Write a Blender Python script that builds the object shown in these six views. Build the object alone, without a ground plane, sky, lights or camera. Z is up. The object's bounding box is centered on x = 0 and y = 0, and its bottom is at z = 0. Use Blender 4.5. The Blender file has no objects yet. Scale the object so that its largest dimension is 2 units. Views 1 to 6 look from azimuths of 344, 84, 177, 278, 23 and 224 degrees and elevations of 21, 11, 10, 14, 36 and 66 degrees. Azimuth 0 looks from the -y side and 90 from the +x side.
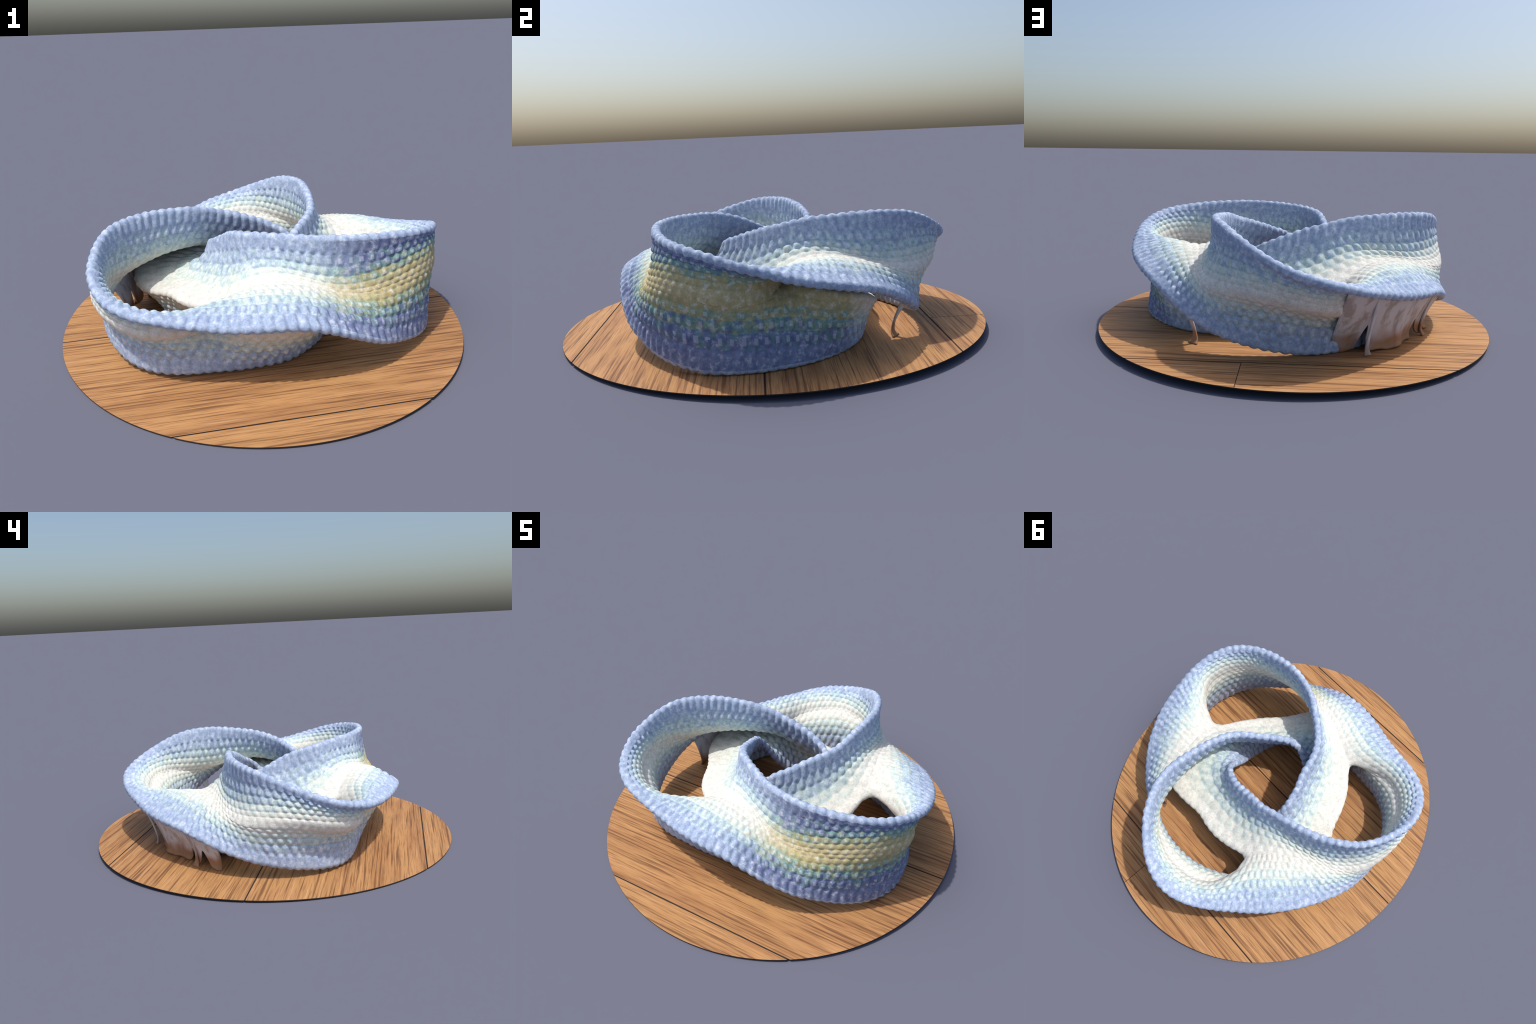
import bpy, math
import numpy as np

rng = np.random.default_rng(7)

# ----------------------------------------------------------------------------
# The free edge of the crocheted cloth is ONE closed cord: it runs four times
# round the vertical axis while it climbs and dives three times (a torus knot).
# Its path is given every 30 degrees of travel as (distance from axis, height),
# one row for each of the three lobes.
# order in a row: inside middle -> inside high -> top -> outside -> floor -> inside low
EDGE_RADIUS = np.array([
    [.222, .190, .188, .266, .376, .595, .782, .765, .722, .685, .620, .545, .465, .380, .300, .235],
    [.225, .192, .195, .264, .378, .640, .832, .745, .715, .720, .690, .540, .460, .375, .300, .235],
    [.227, .203, .192, .233, .356, .668, .833, .710, .700, .730, .772, .690, .560, .410, .310, .235]])
EDGE_HEIGHT = np.array([
    [.362, .420, .468, .512, .531, .535, .494, .380, .280, .120, .045, .038, .038, .042, .065, .190],
    [.380, .430, .462, .498, .534, .535, .382, .276, .224, .110, .045, .038, .038, .042, .065, .190],
    [.355, .415, .454, .488, .527, .520, .380, .300, .285, .130, .048, .042, .040, .045, .065, .190]])
EDGE_START = 150.0                      # travel angle of the first value, degrees
NKNOT = 48

def board_height(x, y):
    return 0.0178 + 0.0089 * x + 0.0102 * y

def edge_point(travel):
    """Point(s) of the cloth edge at a travel angle in degrees (period 1440)."""
    t = np.asarray(travel, float)
    x = ((t - EDGE_START) % 1440.0) / 30.0
    i = np.floor(x).astype(int)
    f = x - i
    w = (-.5*f + f**2 - .5*f**3, 1 - 2.5*f**2 + 1.5*f**3, .5*f + 2*f**2 - 1.5*f**3, -.5*f**2 + .5*f**3)
    R, H = EDGE_RADIUS.ravel(), EDGE_HEIGHT.ravel()
    rad = sum(w[k] * R[(i - 1 + k) % NKNOT] for k in range(4))
    hgt = sum(w[k] * H[(i - 1 + k) % NKNOT] for k in range(4))
    a = np.radians(t)
    return np.stack([rad*np.cos(a), rad*np.sin(a), hgt], -1)

# arc length along the edge, in stitches, for the stitch pattern
_tt = np.linspace(0, 1440, 5761)
_pp = edge_point(_tt)
_ll = np.concatenate([[0], np.cumsum(np.linalg.norm(np.diff(_pp, axis=0), axis=1))])
STITCHES = int(round(_ll[-1] / 0.042))
def stitch_phase(travel):
    return np.interp(np.asarray(travel) % 1440.0, _tt, _ll) / _ll[-1] * STITCHES

# the three saddles, where an outer wall and an inner wall of the cloth meet
SADDLE_ANGLE = [-125.0, -3.0, 117.0, 235.0]
SADDLE_PLACE = [(.457, .265), (.462, .315), (.458, .280), (.457, .265)]

# ----------------------------------------------------------------------------
# Coarse cloth: six walls (three outer, three inner) laid between strands of the
# edge, sharing the four arms of each saddle.
HALF = 14                    # coarse steps from edge to middle of a wall
NT = 40                      # coarse steps along a wall
NUc = 2*HALF + 1

def cyl(r, a, z):
    a = np.radians(a)
    return np.array([r*np.cos(a), r*np.sin(a), z])

def half_section(P, M, v, n, hump=0.0):
    """(radius, height) curve from edge P to wall middle M; v=1 leaves the edge
    steeply and reaches M flat, v=0 runs evenly"""
    c1 = np.array([P[0] + .06*(M[0]-P[0]), P[1] + .95*(M[1]-P[1])])
    c0 = np.array([P[0] + .55*(M[0]-P[0]), P[1] + .65*(M[1]-P[1]) + hump])
    c = v*c1 + (1-v)*c0
    t = np.linspace(0, 1, n)[:, None]
    return (1-t)**2*P + 2*t*(1-t)*c + t**2*M

INNER_WAIST = (.435, .215)     # middle of an inner wall
SPREAD_START, SPREAD_END = 3.0, 12.0   # how fast a wall turns into a saddle at its two ends
pts, ids = [], {}
patches = []                 # (grid of vertex ids, travel of the two strands per column)
key_index = {}
def vid(key, p):
    if key not in key_index:
        key_index[key] = len(pts)
        pts.append(np.array(p, float))
    return key_index[key]

for w in range(3):
    a0, a1 = SADDLE_ANGLE[w], SADDLE_ANGLE[w+1]
    s0, s1 = cyl(SADDLE_PLACE[w][0], a0, SADDLE_PLACE[w][1]), cyl(SADDLE_PLACE[w+1][0], a1, SADDLE_PLACE[w+1][1])
    base = 360.0*(1 + w)
    for kind, (hi, lo) in (("outer", (0, 1080)), ("inner", (360, 720))):
        grid = np.zeros((NT+1, NUc), int)
        tr = np.zeros((NT+1, 2))
        for i in range(NT+1):
            s = i/NT
            th = a0 + (a1-a0)*s
            th_hi, th_lo = th + base + hi, th + base + lo
            tr[i] = th_hi, th_lo
            P0, P1 = edge_point(th_hi), edge_point(th_lo)
            A = np.array([np.hypot(P0[0], P0[1]), P0[2]])
            B = np.array([np.hypot(P1[0], P1[1]), P1[2]])
            if kind == "outer":
                # before its middle a wall drops from the high edge and flares at the
                # foot; past its middle it rises from the foot and flares at the top
                foot = np.array([.62*A[0] + .38*B[0], B[1] + .34*(A[1]-B[1])])
                brow = np.array([.52*A[0] + .48*B[0], A[1] - .34*(A[1]-B[1])])
                f = np.clip((s-.4)/.35, 0, 1); f = f*f*(3-2*f)
                W = (1-f)*foot + f*brow
                W = W + np.array([(-.02, .03, .03)[w]*math.exp(-((s-.52)/.2)**2), 0])
                va, vb = (1-f), f
            else:
                f = np.clip((s-.22)/.38, 0, 1); f = f*f*(3-2*f)
                lip = edge_point(th + base + 1080)
                W = (1-f)*np.array([np.hypot(lip[0], lip[1]) - .045, lip[2] - .035]) + f*np.array(INNER_WAIST)
                va, vb = (1.0 if s > 0 else 0.0), .8*f*(1-s)
                if s == 0: vb = 1.0
            k = abs(2*s - 1)**(SPREAD_START if (s < .5) == (kind == "outer") else SPREAD_END)
            S = (1-s)*np.array(SADDLE_PLACE[w]) + s*np.array(SADDLE_PLACE[w+1])
            if s in (0, 1): va, vb = round(va), round(vb)
            M = (1-k)*W + k*S
            hump = .11 if kind == "outer" else 0.0
            q2 = np.concatenate([half_section(A, M, va, HALF+1, hump*s**2), half_section(B, M, vb, HALF+1, hump*(1-s)**2)[-2::-1]])
            q = np.stack([q2[:, 0]*np.cos(np.radians(th)), q2[:, 0]*np.sin(np.radians(th)), q2[:, 1]], -1)
            for j in range(NUc):
                if i in (0, NT):
                    x = w if i == 0 else (w+1) % 3
                    if j == HALF:
                        key = ("saddle", x)
                    elif j < HALF:
                        key = ("arm", x, round(th_hi % 1440, 3), j)
                    else:
                        key = ("arm", x, round(th_lo % 1440, 3), NUc-1-j)
                else:
                    key = (w, kind, i, j)
                grid[i, j] = vid(key, q[j])
        patches.append((grid, tr, kind))
P = np.array(pts)
nv = len(P)

# quads and neighbours
quads = []
for grid, tr, kind in patches:
    g = grid
    quads.append(np.stack([g[:-1, :-1], g[1:, :-1], g[1:, 1:], g[:-1, 1:]], -1).reshape(-1, 4))
quads = np.concatenate(quads)
edges = np.concatenate([quads[:, [0, 1]], quads[:, [1, 2]], quads[:, [2, 3]], quads[:, [3, 0]]])
edges = np.unique(np.sort(edges, 1), axis=0)
rim = np.zeros(nv, bool)
for grid, tr, kind in patches:
    rim[grid[:, 0]] = True
    rim[grid[:, -1]] = True

# let the cloth settle like a stretched film held by its edge
PIN = np.zeros(nv); PIN_AT = P.copy()
for grid, tr, kind in patches:
    PIN[grid[:, HALF]] = .35
RELAX = 22
for it in range(RELAX):
    L = np.linalg.norm(P[edges[:, 0]] - P[edges[:, 1]], axis=1)
    wgt = 1.0/np.maximum(L, 1e-3)**.6
    acc = np.zeros_like(P); ws = np.zeros(nv)
    np.add.at(acc, edges[:, 0], wgt[:, None]*P[edges[:, 1]]); np.add.at(ws, edges[:, 0], wgt)
    np.add.at(acc, edges[:, 1], wgt[:, None]*P[edges[:, 0]]); np.add.at(ws, edges[:, 1], wgt)
    avg = acc/ws[:, None]
    P[~rim] += .5*(avg - P)[~rim]
    P += PIN[:, None]*(PIN_AT - P)

# ----------------------------------------------------------------------------
# Fine cloth: the same six walls, resampled finely enough to carry each stitch.
ROWS = 6                     # crochet rows from the edge to the middle of a wall
SUB = 7                      # mesh steps per row
FH = ROWS*SUB
FU = 2*FH + 1
FT = 340

def resample(G, n0, n1):
    """cubic resampling of a (a,b,3) grid to (n0,n1,3)"""
    def along(A, n):
        m = A.shape[0]
        x = np.linspace(0, m-1, n); i = np.minimum(x.astype(int), m-2); f = (x - i)[:, None, None]
        Aext = np.concatenate([2*A[:1]-A[1:2], A, 2*A[-1:]-A[-2:-1]])
        i = i + 1
        w = (-.5*f + f**2 - .5*f**3, 1 - 2.5*f**2 + 1.5*f**3, .5*f + 2*f**2 - 1.5*f**3, -.5*f**2 + .5*f**3)
        return sum(w[k]*Aext[i-1+k] for k in range(4))
    A = along(G, n0)
    return along(A.transpose(1, 0, 2), n1).transpose(1, 0, 2)

fine_pts, fine_key = [], {}
fine_patches = []
V_row, V_phase, V_fill = [], [], []
for pi, (grid, tr, kind) in enumerate(patches):
    w = pi // 2
    G = resample(P[grid], FT+1, FU)
    th = np.linspace(tr[0], tr[-1], FT+1)
    ph = np.stack([stitch_phase(th[:, 0]), stitch_phase(th[:, 1])], -1)
    ss_ = np.linspace(0, 1, FT+1)
    fill = (.012 + .013*np.exp(-((ss_-.75)/.18)**2) if kind == 'outer' else 0*ss_)*np.clip(8*ss_*(1-ss_), 0, 1)
    g = np.zeros((FT+1, FU), int)
    for i in range(FT+1):
        for j in range(FU):
            if i in (0, FT):
                x = w if i == 0 else (w+1) % 3
                if j == FH: key = ("s", x)
                elif j < FH: key = ("a", x, round(th[i, 0] % 1440, 2), j)
                else: key = ("a", x, round(th[i, 1] % 1440, 2), FU-1-j)
                if key in fine_key:
                    g[i, j] = fine_key[key]; continue
                fine_key[key] = len(fine_pts)
            g[i, j] = len(fine_pts)
            fine_pts.append(G[i, j])
            up = j <= FH
            V_row.append((j if up else FU-1-j)/SUB)
            V_phase.append(ph[i, 0] if up else ph[i, 1])
            V_fill.append(fill[i]*math.sin(math.pi*j/(FU-1))**1.5)
    fine_patches.append(g)
Q = np.array(fine_pts)
V_row = np.array(V_row); V_phase = np.array(V_phase)
n = len(Q)
fq = np.concatenate([np.stack([g[:-1, :-1], g[1:, :-1], g[1:, 1:], g[:-1, 1:]], -1).reshape(-1, 4) for g in fine_patches])
fe = np.concatenate([fq[:, [0, 1]], fq[:, [1, 2]], fq[:, [2, 3]], fq[:, [3, 0]]])
fe = np.unique(np.sort(fe, 1), axis=0)
frim = V_row == 0
for it in range(12):
    acc = np.zeros_like(Q); ws = np.zeros(n)
    np.add.at(acc, fe[:, 0], Q[fe[:, 1]]); np.add.at(ws, fe[:, 0], 1)
    np.add.at(acc, fe[:, 1], Q[fe[:, 0]]); np.add.at(ws, fe[:, 1], 1)
    Q[~frim] += .6*((acc/ws[:, None]) - Q)[~frim]

# normals: one sign per wall; shared arm vertices take the sign of the first wall
patch_normal = []
for g in fine_patches:
    X = Q[g]
    du = np.gradient(X, axis=0); dv = np.gradient(X, axis=1)
    N = np.cross(du, dv)
    N /= np.linalg.norm(N, axis=-1, keepdims=True) + 1e-12
    patch_normal.append(N)
Nv = np.zeros_like(Q); seen = np.zeros(n, bool); owner = []
for g, N in zip(fine_patches, patch_normal):
    gi = g.ravel(); Ni = N.reshape(-1, 3)
    sgn = np.where(seen[gi], np.sign((Nv[gi]*Ni).sum(1)), 1.0)
    sgn[sgn == 0] = 1
    np.add.at(Nv, gi, sgn[:, None]*Ni)
    seen[gi] = True
Nv /= np.linalg.norm(Nv, axis=1, keepdims=True) + 1e-12
sign_of = []
for g, N in zip(fine_patches, patch_normal):
    s = np.sign((Nv[g]*N).sum(-1)); s[s == 0] = 1
    sign_of.append(s.astype(int))

# smooth pseudo noise from a few sines (for uneven hand work)
def wobble(p, scale, seed):
    r = np.random.default_rng(seed); out = np.zeros(len(p))
    for k in range(7):
        d = r.normal(size=3); d /= np.linalg.norm(d)
        out += np.sin(p @ d * scale * r.uniform(.6, 1.6) + r.uniform(0, 6.28))
    return out/7

# the stitch relief
THICK = 0.012
ph = V_phase + .5*(np.floor(V_row + 1e-6) % 2) + .25*wobble(Q, 14, 3)
across = np.abs(np.sin(np.pi*ph))
along = np.abs(np.sin(np.pi*V_row))
edge_w = np.clip(1 - V_row/2.0, 0, 1)
ridge = across**1.3
fade = np.clip(1.25 - V_row/ROWS, .4, 1)
lip_w = np.clip(.6 + .4*V_row/.8, 0, 1)
bump = .0100*ridge*(along**.6*(1-edge_w) + edge_w*.9)*fade*lip_w * np.clip(1 + .7*wobble(Q, 15, 5) + .3*wobble(Q, 60, 6), .15, 1.7)
lump = .0022*wobble(Q, 55, 9) + .003*wobble(Q, 18, 11)
half = THICK*(1.25 - .25*np.clip(V_row/1.2, 0, 1)) + np.array(V_fill)

# double sided cloth: every vertex has a plus and a minus copy
dc_index = {}
plus = Q + Nv*(half + bump + lump)[:, None]
minus = Q - Nv*(half + bump - lump)[:, None]
ALL = np.concatenate([plus, minus])          # index v for plus, n+v for minus
faces, face_row, face_shadow_tint = [], [], []
TIP = (across*along > .72) & (V_row > 1.0) & (V_row < 4.0) & (wobble(Q, 40, 21) > -.25)
face_tip = []
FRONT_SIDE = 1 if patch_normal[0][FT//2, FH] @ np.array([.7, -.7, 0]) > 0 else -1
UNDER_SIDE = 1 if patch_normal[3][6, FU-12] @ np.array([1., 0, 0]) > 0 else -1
for g, s in zip(fine_patches, sign_of):
    rowq = np.minimum(np.minimum(np.arange(FU-1), FU-2-np.arange(FU-1))//SUB, ROWS-1)
    RQ = np.broadcast_to(rowq, (FT, FU-1)).ravel()
    for side in (1, -1):
        ss = s*side
        idx = np.where(ss > 0, g, g + n)
        F = np.stack([idx[:-1, :-1], idx[1:, :-1], idx[1:, 1:], idx[:-1, 1:]], -1).reshape(-1, 4)
        face_tip.append(TIP[np.where(F >= n, F-n, F)].sum(1) >= 3)
        if side < 0: F = F[:, ::-1]
        faces.append(F); face_row.append(RQ); face_shadow_tint.append(np.full(len(F), (g is fine_patches[0] and side == FRONT_SIDE) or (g is fine_patches[3] and side == UNDER_SIDE)))
# rounded lip along the free edge
extra = []
LIP = 5
for g, s in zip(fine_patches, sign_of):
    for col, inner in ((0, 1), (FU-1, FU-2)):
        v = g[:, col]; vi = g[:, inner]
        sg = s[:, col]
        out = Q[v] - Q[vi]; out /= np.linalg.norm(out, axis=1, keepdims=True)
        a = np.where(sg > 0, v, v+n); b = np.where(sg > 0, v+n, v)
        A, B = ALL[a], ALL[b]
        mid = .5*(A+B); hv = .5*(A-B); hr = np.linalg.norm(hv, axis=1, keepdims=True)
        rings_ = [a]
        for k in range(1, LIP):
            t = np.pi*k/LIP
            Pk = mid + hv*np.cos(t) + out*hr*np.sin(t)
            st = len(ALL) + sum(len(e) for e in extra)
            extra.append(Pk)
            rings_.append(st + np.arange(len(v)))
        rings_.append(b)
        for r0, r1 in zip(rings_[:-1], rings_[1:]):
            F = np.stack([r0[:-1], r0[1:], r1[1:], r1[:-1]], -1)
            if col == 0: F = F[:, ::-1]
            faces.append(F); face_row.append(np.zeros(len(F), int)); face_shadow_tint.append(np.zeros(len(F), bool)); face_tip.append(np.zeros(len(F), bool))
ALL = np.concatenate([ALL] + extra)
faces = np.concatenate(faces); face_row = np.concatenate(face_row); face_shadow_tint = np.concatenate(face_shadow_tint); face_tip = np.concatenate(face_tip)
# keep the cloth on the board
fl = board_height(ALL[:, 0], ALL[:, 1]) + .003
ALL[:, 2] = np.maximum(ALL[:, 2], fl)

# weld the lip copies at wall ends, then whole-body vertex normals
kq = np.round(ALL*2e5).astype(np.int64)
_, first, inv = np.unique(kq, axis=0, return_index=True, return_inverse=True)
inv = inv.ravel()
ALL = ALL[first]; faces = inv[faces]
fn = np.cross(ALL[faces[:, 2]] - ALL[faces[:, 0]], ALL[faces[:, 3]] - ALL[faces[:, 1]])
VN = np.zeros_like(ALL)
for k in range(4): np.add.at(VN, faces[:, k], fn)
VN /= np.linalg.norm(VN, axis=1, keepdims=True) + 1e-12

# ----------------------------------------------------------------------------
# materials
def new_mat(name):
    m = bpy.data.materials.new(name); m.use_nodes = True
    nt = m.node_tree; b = nt.nodes["Principled BSDF"]
    return m, nt, b

def mixc(nt, fac, a, b, mode='MIX'):
    m = nt.nodes.new("ShaderNodeMix"); m.data_type = 'RGBA'; m.blend_type = mode
    for sock, val in ((m.inputs[0], fac), (m.inputs[6], a), (m.inputs[7], b)):
        if isinstance(val, (int, float)): sock.default_value = val
        elif isinstance(val, (tuple, list)): sock.default_value = (*val, 1) if len(val) == 3 else val
        else: nt.links.new(val, sock)
    return m.outputs[2]

def ramp(nt, src, *stops):
    r = nt.nodes.new("ShaderNodeValToRGB")
    e = r.color_ramp.elements
    while len(e) < len(stops): e.new(.5)
    for el, (p, c) in zip(e, stops):
        el.position = p; el.color = (c, c, c, 1) if isinstance(c, (int, float)) else (*c, 1)
    nt.links.new(src, r.inputs[0])
    return r.outputs[0]

def noise(nt, vec, scale, detail=3, rough=.55):
    x = nt.nodes.new("ShaderNodeTexNoise")
    x.inputs["Scale"].default_value = scale; x.inputs["Detail"].default_value = detail
    x.inputs["Roughness"].default_value = rough
    nt.links.new(vec, x.inputs["Vector"])
    return x.outputs["Fac"]

# yarn shades from the edge to the middle: plain over most of the cloth,
# darkened on the front right wall, its shadow painted into the yarn
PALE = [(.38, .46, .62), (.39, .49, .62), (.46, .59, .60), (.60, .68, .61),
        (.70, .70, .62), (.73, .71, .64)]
SHADOW_DARKENED = [(.22, .26, .40), (.15, .18, .33), (.19, .34, .30), (.37, .38, .20),
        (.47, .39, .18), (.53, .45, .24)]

def yarn_material(i, front=False, tip=False):
    m, nt, b = new_mat("yarn_shade")
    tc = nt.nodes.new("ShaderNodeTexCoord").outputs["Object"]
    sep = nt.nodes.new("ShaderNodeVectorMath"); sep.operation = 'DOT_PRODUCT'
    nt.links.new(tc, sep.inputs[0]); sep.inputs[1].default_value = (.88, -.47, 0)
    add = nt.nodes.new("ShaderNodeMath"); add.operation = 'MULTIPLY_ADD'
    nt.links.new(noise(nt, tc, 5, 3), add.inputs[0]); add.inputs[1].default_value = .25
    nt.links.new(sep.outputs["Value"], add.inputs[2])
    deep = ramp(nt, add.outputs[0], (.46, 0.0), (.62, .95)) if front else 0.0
    def shade(k):
        k = min(max(k, 0), ROWS-1)
        return mixc(nt, deep, PALE[k], SHADOW_DARKENED[k])
    c, prv, nxt = shade(i), shade(i-1), shade(i+1)
    f1 = ramp(nt, noise(nt, tc, 26, 3), (.46, 0.0), (.62, .8))
    f2 = ramp(nt, noise(nt, tc, 31, 3), (.38, .8), (.54, 0.0))
    col = mixc(nt, f1, c, nxt)
    col = mixc(nt, f2, col, prv)
    # noise mottling paints stitch shading: lightened crests, darkened hollows
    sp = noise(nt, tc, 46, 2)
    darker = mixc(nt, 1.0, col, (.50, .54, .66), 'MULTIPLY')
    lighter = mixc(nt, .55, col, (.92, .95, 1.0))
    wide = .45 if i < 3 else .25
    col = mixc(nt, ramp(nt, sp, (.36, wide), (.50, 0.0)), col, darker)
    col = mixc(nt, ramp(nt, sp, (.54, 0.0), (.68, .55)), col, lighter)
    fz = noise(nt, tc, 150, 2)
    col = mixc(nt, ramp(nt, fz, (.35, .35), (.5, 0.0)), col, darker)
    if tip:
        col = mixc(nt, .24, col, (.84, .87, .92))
    nt.links.new(col, b.inputs["Base Color"])
    b.inputs["Roughness"].default_value = .92
    b.inputs["Specular IOR Level"].default_value = .12
    bp = nt.nodes.new("ShaderNodeBump"); bp.inputs["Strength"].default_value = .3; bp.inputs["Distance"].default_value = .004
    nt.links.new(noise(nt, tc, 120, 3), bp.inputs["Height"])
    nt.links.new(bp.outputs[0], b.inputs["Normal"])
    return m

def wood_material(grain_dir):
    m, nt, b = new_mat("oak_wood")
    tc = nt.nodes.new("ShaderNodeTexCoord").outputs["Object"]
    oi = nt.nodes.new("ShaderNodeObjectInfo")
    mp = nt.nodes.new("ShaderNodeMapping"); mp.vector_type = 'POINT'
    mp.inputs["Rotation"].default_value = (0, 0, -grain_dir)
    mp.inputs["Scale"].default_value = (1, 1, 1)
    nt.links.new(tc, mp.inputs["Vector"])
    off = nt.nodes.new("ShaderNodeVectorMath"); off.operation = 'MULTIPLY_ADD'
    cmb = nt.nodes.new("ShaderNodeCombineXYZ")
    for k in range(3): nt.links.new(oi.outputs["Random"], cmb.inputs[k])
    nt.links.new(cmb.outputs[0], off.inputs[0]); off.inputs[1].default_value = (7, 3, 5)
    nt.links.new(mp.outputs[0], off.inputs[2])
    def streak(sx, sy, detail=3):
        st = nt.nodes.new("ShaderNodeMapping"); st.inputs["Scale"].default_value = (sx, sy, 4)
        nt.links.new(off.outputs[0], st.inputs["Vector"])
        return noise(nt, st.outputs[0], 1.0, detail)
    broad = streak(1.3, 16, 4)
    fine = streak(2.0, 85)
    hair = streak(9, 190, 2)
    big = noise(nt, off.outputs[0], 2.4, 3)
    col = mixc(nt, ramp(nt, broad, (.36, 0.0), (.64, 1.0)), (.34, .16, .065), (.49, .255, .105))
    col = mixc(nt, ramp(nt, big, (.42, 0.0), (.66, .55)), col, (.48, .26, .10))
    col = mixc(nt, ramp(nt, fine, (.37, .80), (.47, 0.0)), col, (.13, .055, .025))
    col = mixc(nt, ramp(nt, hair, (.36, .45), (.5, 0.0)), col, (.17, .08, .04))
    col = mixc(nt, ramp(nt, fine, (.58, 0.0), (.75, .4)), col, (.66, .43, .23))
    nt.links.new(col, b.inputs["Base Color"])
    b.inputs["Roughness"].default_value = .62
    b.inputs["Specular IOR Level"].default_value = .25
    bp = nt.nodes.new("ShaderNodeBump"); bp.inputs["Strength"].default_value = .5; bp.inputs["Distance"].default_value = .004
    nt.links.new(fine, bp.inputs["Height"])
    nt.links.new(bp.outputs[0], b.inputs["Normal"])
    return m

# ----------------------------------------------------------------------------
# objects
col = bpy.context.scene.collection
def make_object(name, verts, fcs, mat, parent=None, normals=None):
    me = bpy.data.meshes.new(name)
    me.from_pydata(verts.tolist() if hasattr(verts, "tolist") else verts, [], fcs.tolist() if hasattr(fcs, "tolist") else fcs)
    me.update()
    if normals is not None:
        me.polygons.foreach_set("use_smooth", np.ones(len(me.polygons), bool))
        me.normals_split_custom_set_from_vertices(normals.tolist())
    me.materials.append(mat)
    ob = bpy.data.objects.new(name, me); col.objects.link(ob)
    if parent: ob.parent = parent
    return ob

cloth = bpy.data.objects.new("crocheted_sculpture", None); col.objects.link(cloth)
cloth["label"] = "pale blue and cream crocheted three lobed knot surface sculpture"
cloth["category"] = "crochet sculpture"
ROW_NAMES = ["rim_cord", "blue_yarn_row", "teal_yarn_row", "green_yarn_row", "yellow_yarn_row", "cream_yarn_centre"]
for r in range(ROWS):
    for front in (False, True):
        sel = (face_row == r) & (face_shadow_tint == front)
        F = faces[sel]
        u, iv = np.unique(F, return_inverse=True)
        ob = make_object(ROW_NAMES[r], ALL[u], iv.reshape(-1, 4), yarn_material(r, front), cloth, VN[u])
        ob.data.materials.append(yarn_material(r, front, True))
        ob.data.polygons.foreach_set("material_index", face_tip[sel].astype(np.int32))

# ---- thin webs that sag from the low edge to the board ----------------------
def web_material():
    m, nt, b = new_mat("web_film")
    tc = nt.nodes.new("ShaderNodeTexCoord").outputs["Object"]
    st = nt.nodes.new("ShaderNodeMapping"); st.inputs["Scale"].default_value = (22, 22, 3)
    nt.links.new(tc, st.inputs["Vector"])
    n1 = noise(nt, st.outputs[0], 1.0, 3); n2 = noise(nt, tc, 6, 2)
    sx = nt.nodes.new("ShaderNodeSeparateXYZ"); nt.links.new(tc, sx.inputs[0])
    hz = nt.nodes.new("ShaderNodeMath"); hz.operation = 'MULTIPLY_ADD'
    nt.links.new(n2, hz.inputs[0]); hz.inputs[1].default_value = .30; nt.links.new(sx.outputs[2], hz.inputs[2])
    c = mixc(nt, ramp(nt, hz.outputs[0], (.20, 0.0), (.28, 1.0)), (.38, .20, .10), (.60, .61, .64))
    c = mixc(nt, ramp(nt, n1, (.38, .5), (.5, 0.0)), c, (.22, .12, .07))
    nt.links.new(c, b.inputs["Base Color"]); b.inputs["Roughness"].default_value = .8
    return m
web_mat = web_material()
def hang_point(th, trav, t, foot, reach):
    """point on a film hanging from the cloth edge; reach<1 stops short of the board"""
    top = edge_point(th + trav)
    rt = math.hypot(top[0], top[1]) - .014; zt = top[2] - .008
    t = t*reach
    r = rt + (foot-rt)*t - .02*math.sin(math.pi*t) + .10*max(0, t-.8)**1.2
    x, y = r*math.cos(math.radians(th)), r*math.sin(math.radians(th))
    zf = board_height(x, y) + .001
    return (x, y, zf + (zt-zf)*(1-t)**1.25)

def film(name, cols):
    """cols: list of columns of points"""
    nb = len(cols[0]); V = np.array(cols).reshape(-1, 3)
    Fw = [(i*nb+j, i*nb+j+1, (i+1)*nb+j+1, (i+1)*nb+j) for i in range(len(cols)-1) for j in range(nb-1)]
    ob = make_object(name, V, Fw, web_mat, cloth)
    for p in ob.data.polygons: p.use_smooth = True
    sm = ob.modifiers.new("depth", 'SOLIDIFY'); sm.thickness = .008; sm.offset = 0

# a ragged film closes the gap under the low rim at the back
cols = []
for th in np.linspace(101, 163, 90):
    gap = math.exp(-((th-113)/1.6)**2) + .8*math.exp(-((th-146)/1.8)**2) + math.exp(-((th-154)/2.2)**2)
    reach = 1 - .55*min(gap, 1) - .06*abs(math.sin(th*.33))
    foot = .625 - .075*max(0, (113-th)/12) + .018*math.sin(th*.21) + .008*math.sin(th*.55)
    cols.append([hang_point(th, 720, t, foot, reach) for t in np.linspace(0, 1, 20)])
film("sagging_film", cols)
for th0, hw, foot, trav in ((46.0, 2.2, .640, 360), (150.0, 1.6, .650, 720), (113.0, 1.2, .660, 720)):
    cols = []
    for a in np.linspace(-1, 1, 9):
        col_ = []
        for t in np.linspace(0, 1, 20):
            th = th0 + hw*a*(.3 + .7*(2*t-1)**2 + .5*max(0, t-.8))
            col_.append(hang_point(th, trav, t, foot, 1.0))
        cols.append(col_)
    film("film_strand", cols)

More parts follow.
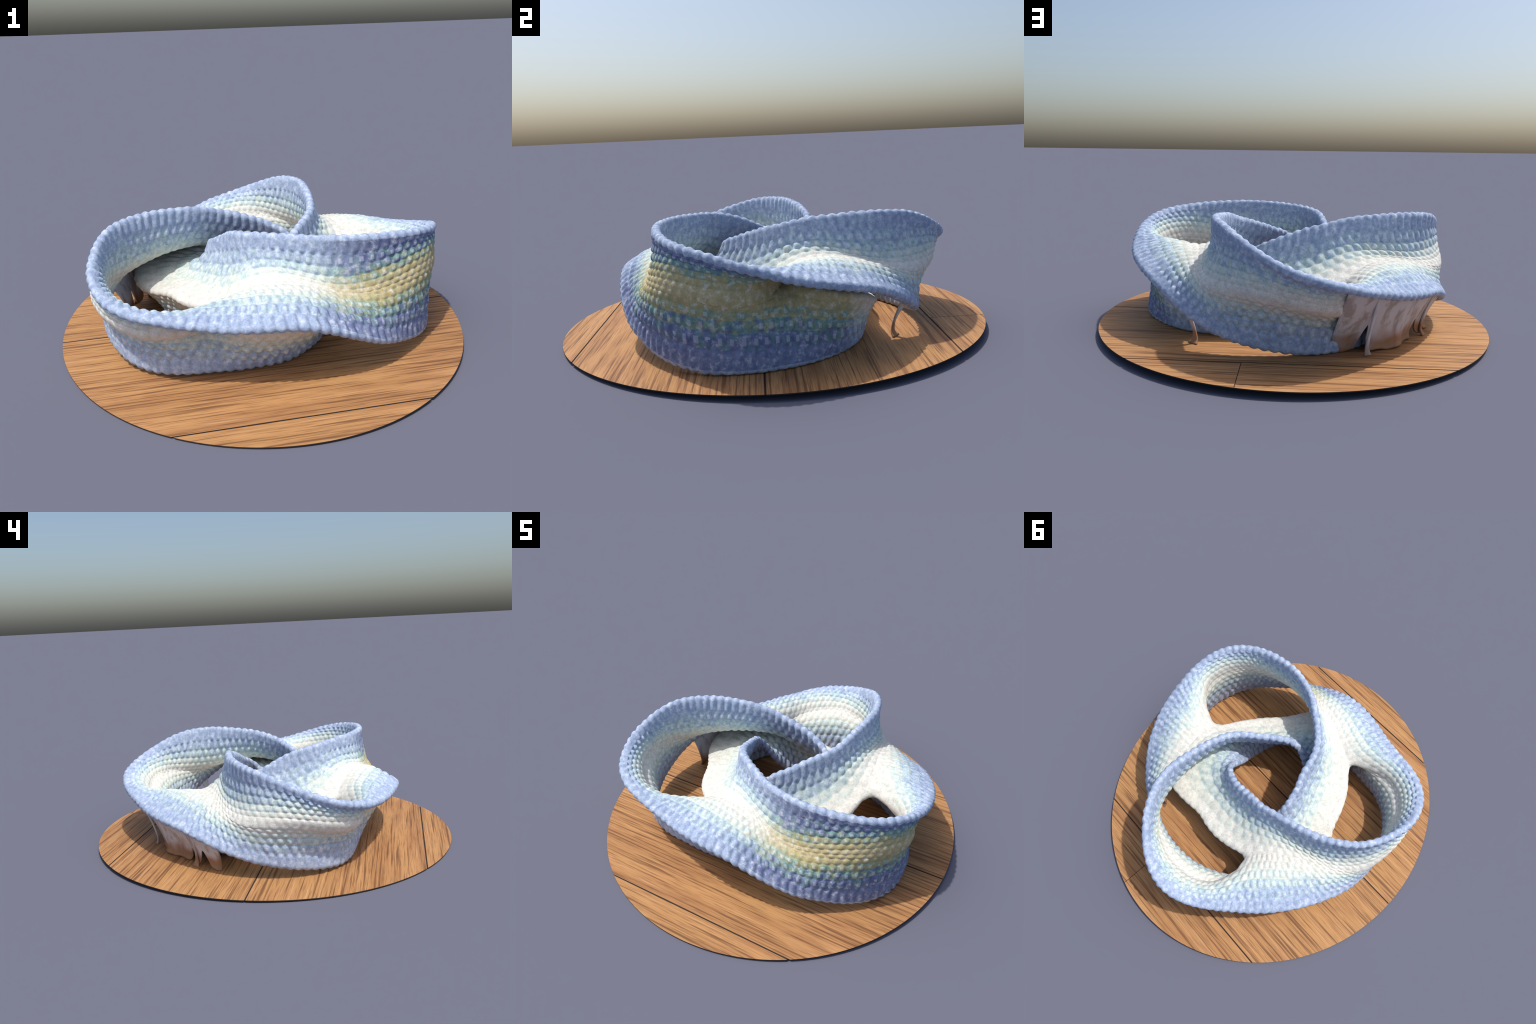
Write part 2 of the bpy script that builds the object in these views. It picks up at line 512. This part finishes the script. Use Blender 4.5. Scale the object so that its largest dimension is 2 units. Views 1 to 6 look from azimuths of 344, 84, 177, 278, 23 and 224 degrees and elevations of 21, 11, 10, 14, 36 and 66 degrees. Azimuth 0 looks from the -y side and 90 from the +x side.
# ---- the board: an oval cut from floor planks ------------------------------
board = bpy.data.objects.new("wooden_board", None); col.objects.link(board)
board["label"] = "thin oval board of brown oak floor planks"
board["category"] = "wooden board"
SLOPE = -.1
GRAIN = math.atan(SLOPE)
AX, AY = .929, 1.0
SEAMS = [-.857, -.06, .727]
THICKB = .0042
GAP = .0035
wood = wood_material(GRAIN)
dark, nt_, b_ = new_mat("dark_underlay")
b_.inputs["Base Color"].default_value = (.03, .02, .015, 1); b_.inputs["Roughness"].default_value = .9

import bmesh
def plank(lo, hi, xcut=None):
    bm = bmesh.new()
    N = 256
    vs = [bm.verts.new((AX*math.cos(2*math.pi*k/N), AY*math.sin(2*math.pi*k/N), 0)) for k in range(N)]
    bm.faces.new(vs)
    def cut(co, no):
        g = bm.verts[:] + bm.edges[:] + bm.faces[:]
        bmesh.ops.bisect_plane(bm, geom=g, plane_co=co, plane_no=no, clear_outer=True)
    nrm = (-SLOPE, 1, 0)
    if hi is not None: cut((0, hi - GAP, 0), nrm)
    if lo is not None: cut((0, lo + GAP, 0), (SLOPE, -1, 0))
    if xcut is not None: cut((xcut[0], .8, 0), (xcut[1], -.083*xcut[1], 0))
    for v in bm.verts: v.co.z = board_height(v.co.x, v.co.y)
    ret = bmesh.ops.extrude_face_region(bm, geom=bm.faces[:])
    for v in ret["geom"]:
        if isinstance(v, bmesh.types.BMVert): v.co.z -= THICKB
    bmesh.ops.recalc_face_normals(bm, faces=bm.faces[:])
    bm.normal_update()
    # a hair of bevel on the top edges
    me = bpy.data.meshes.new("plank"); bm.to_mesh(me); bm.free()
    me.materials.append(wood); me.materials.append(dark)
    for p in me.polygons: p.material_index = 0 if p.normal.z > .5 else 1
    ob = bpy.data.objects.new("plank", me); col.objects.link(ob); ob.parent = board
    return ob
plank(None, SEAMS[0]); plank(SEAMS[0], SEAMS[1]); plank(SEAMS[1], SEAMS[2])
plank(SEAMS[2], None, (.252, 1)); plank(SEAMS[2], None, (.255, -1))
# dark underlay that closes the seams from below
K = 128
ang = np.linspace(0, 2*np.pi, K, endpoint=False)
ux, uy = (AX-.004)*np.cos(ang), (AY-.004)*np.sin(ang)
uz = board_height(ux, uy) - .0025
under = np.stack([ux, uy, uz], -1)
under2 = under.copy(); under2[:, 2] = np.maximum(under2[:, 2] - .002, .0005)
uf = [list(range(K)), list(range(2*K-1, K-1, -1))] + [[k, K+k, K+(k+1) % K, (k+1) % K] for k in range(K)]
make_object("underlay", np.concatenate([under, under2]), uf, dark, board)
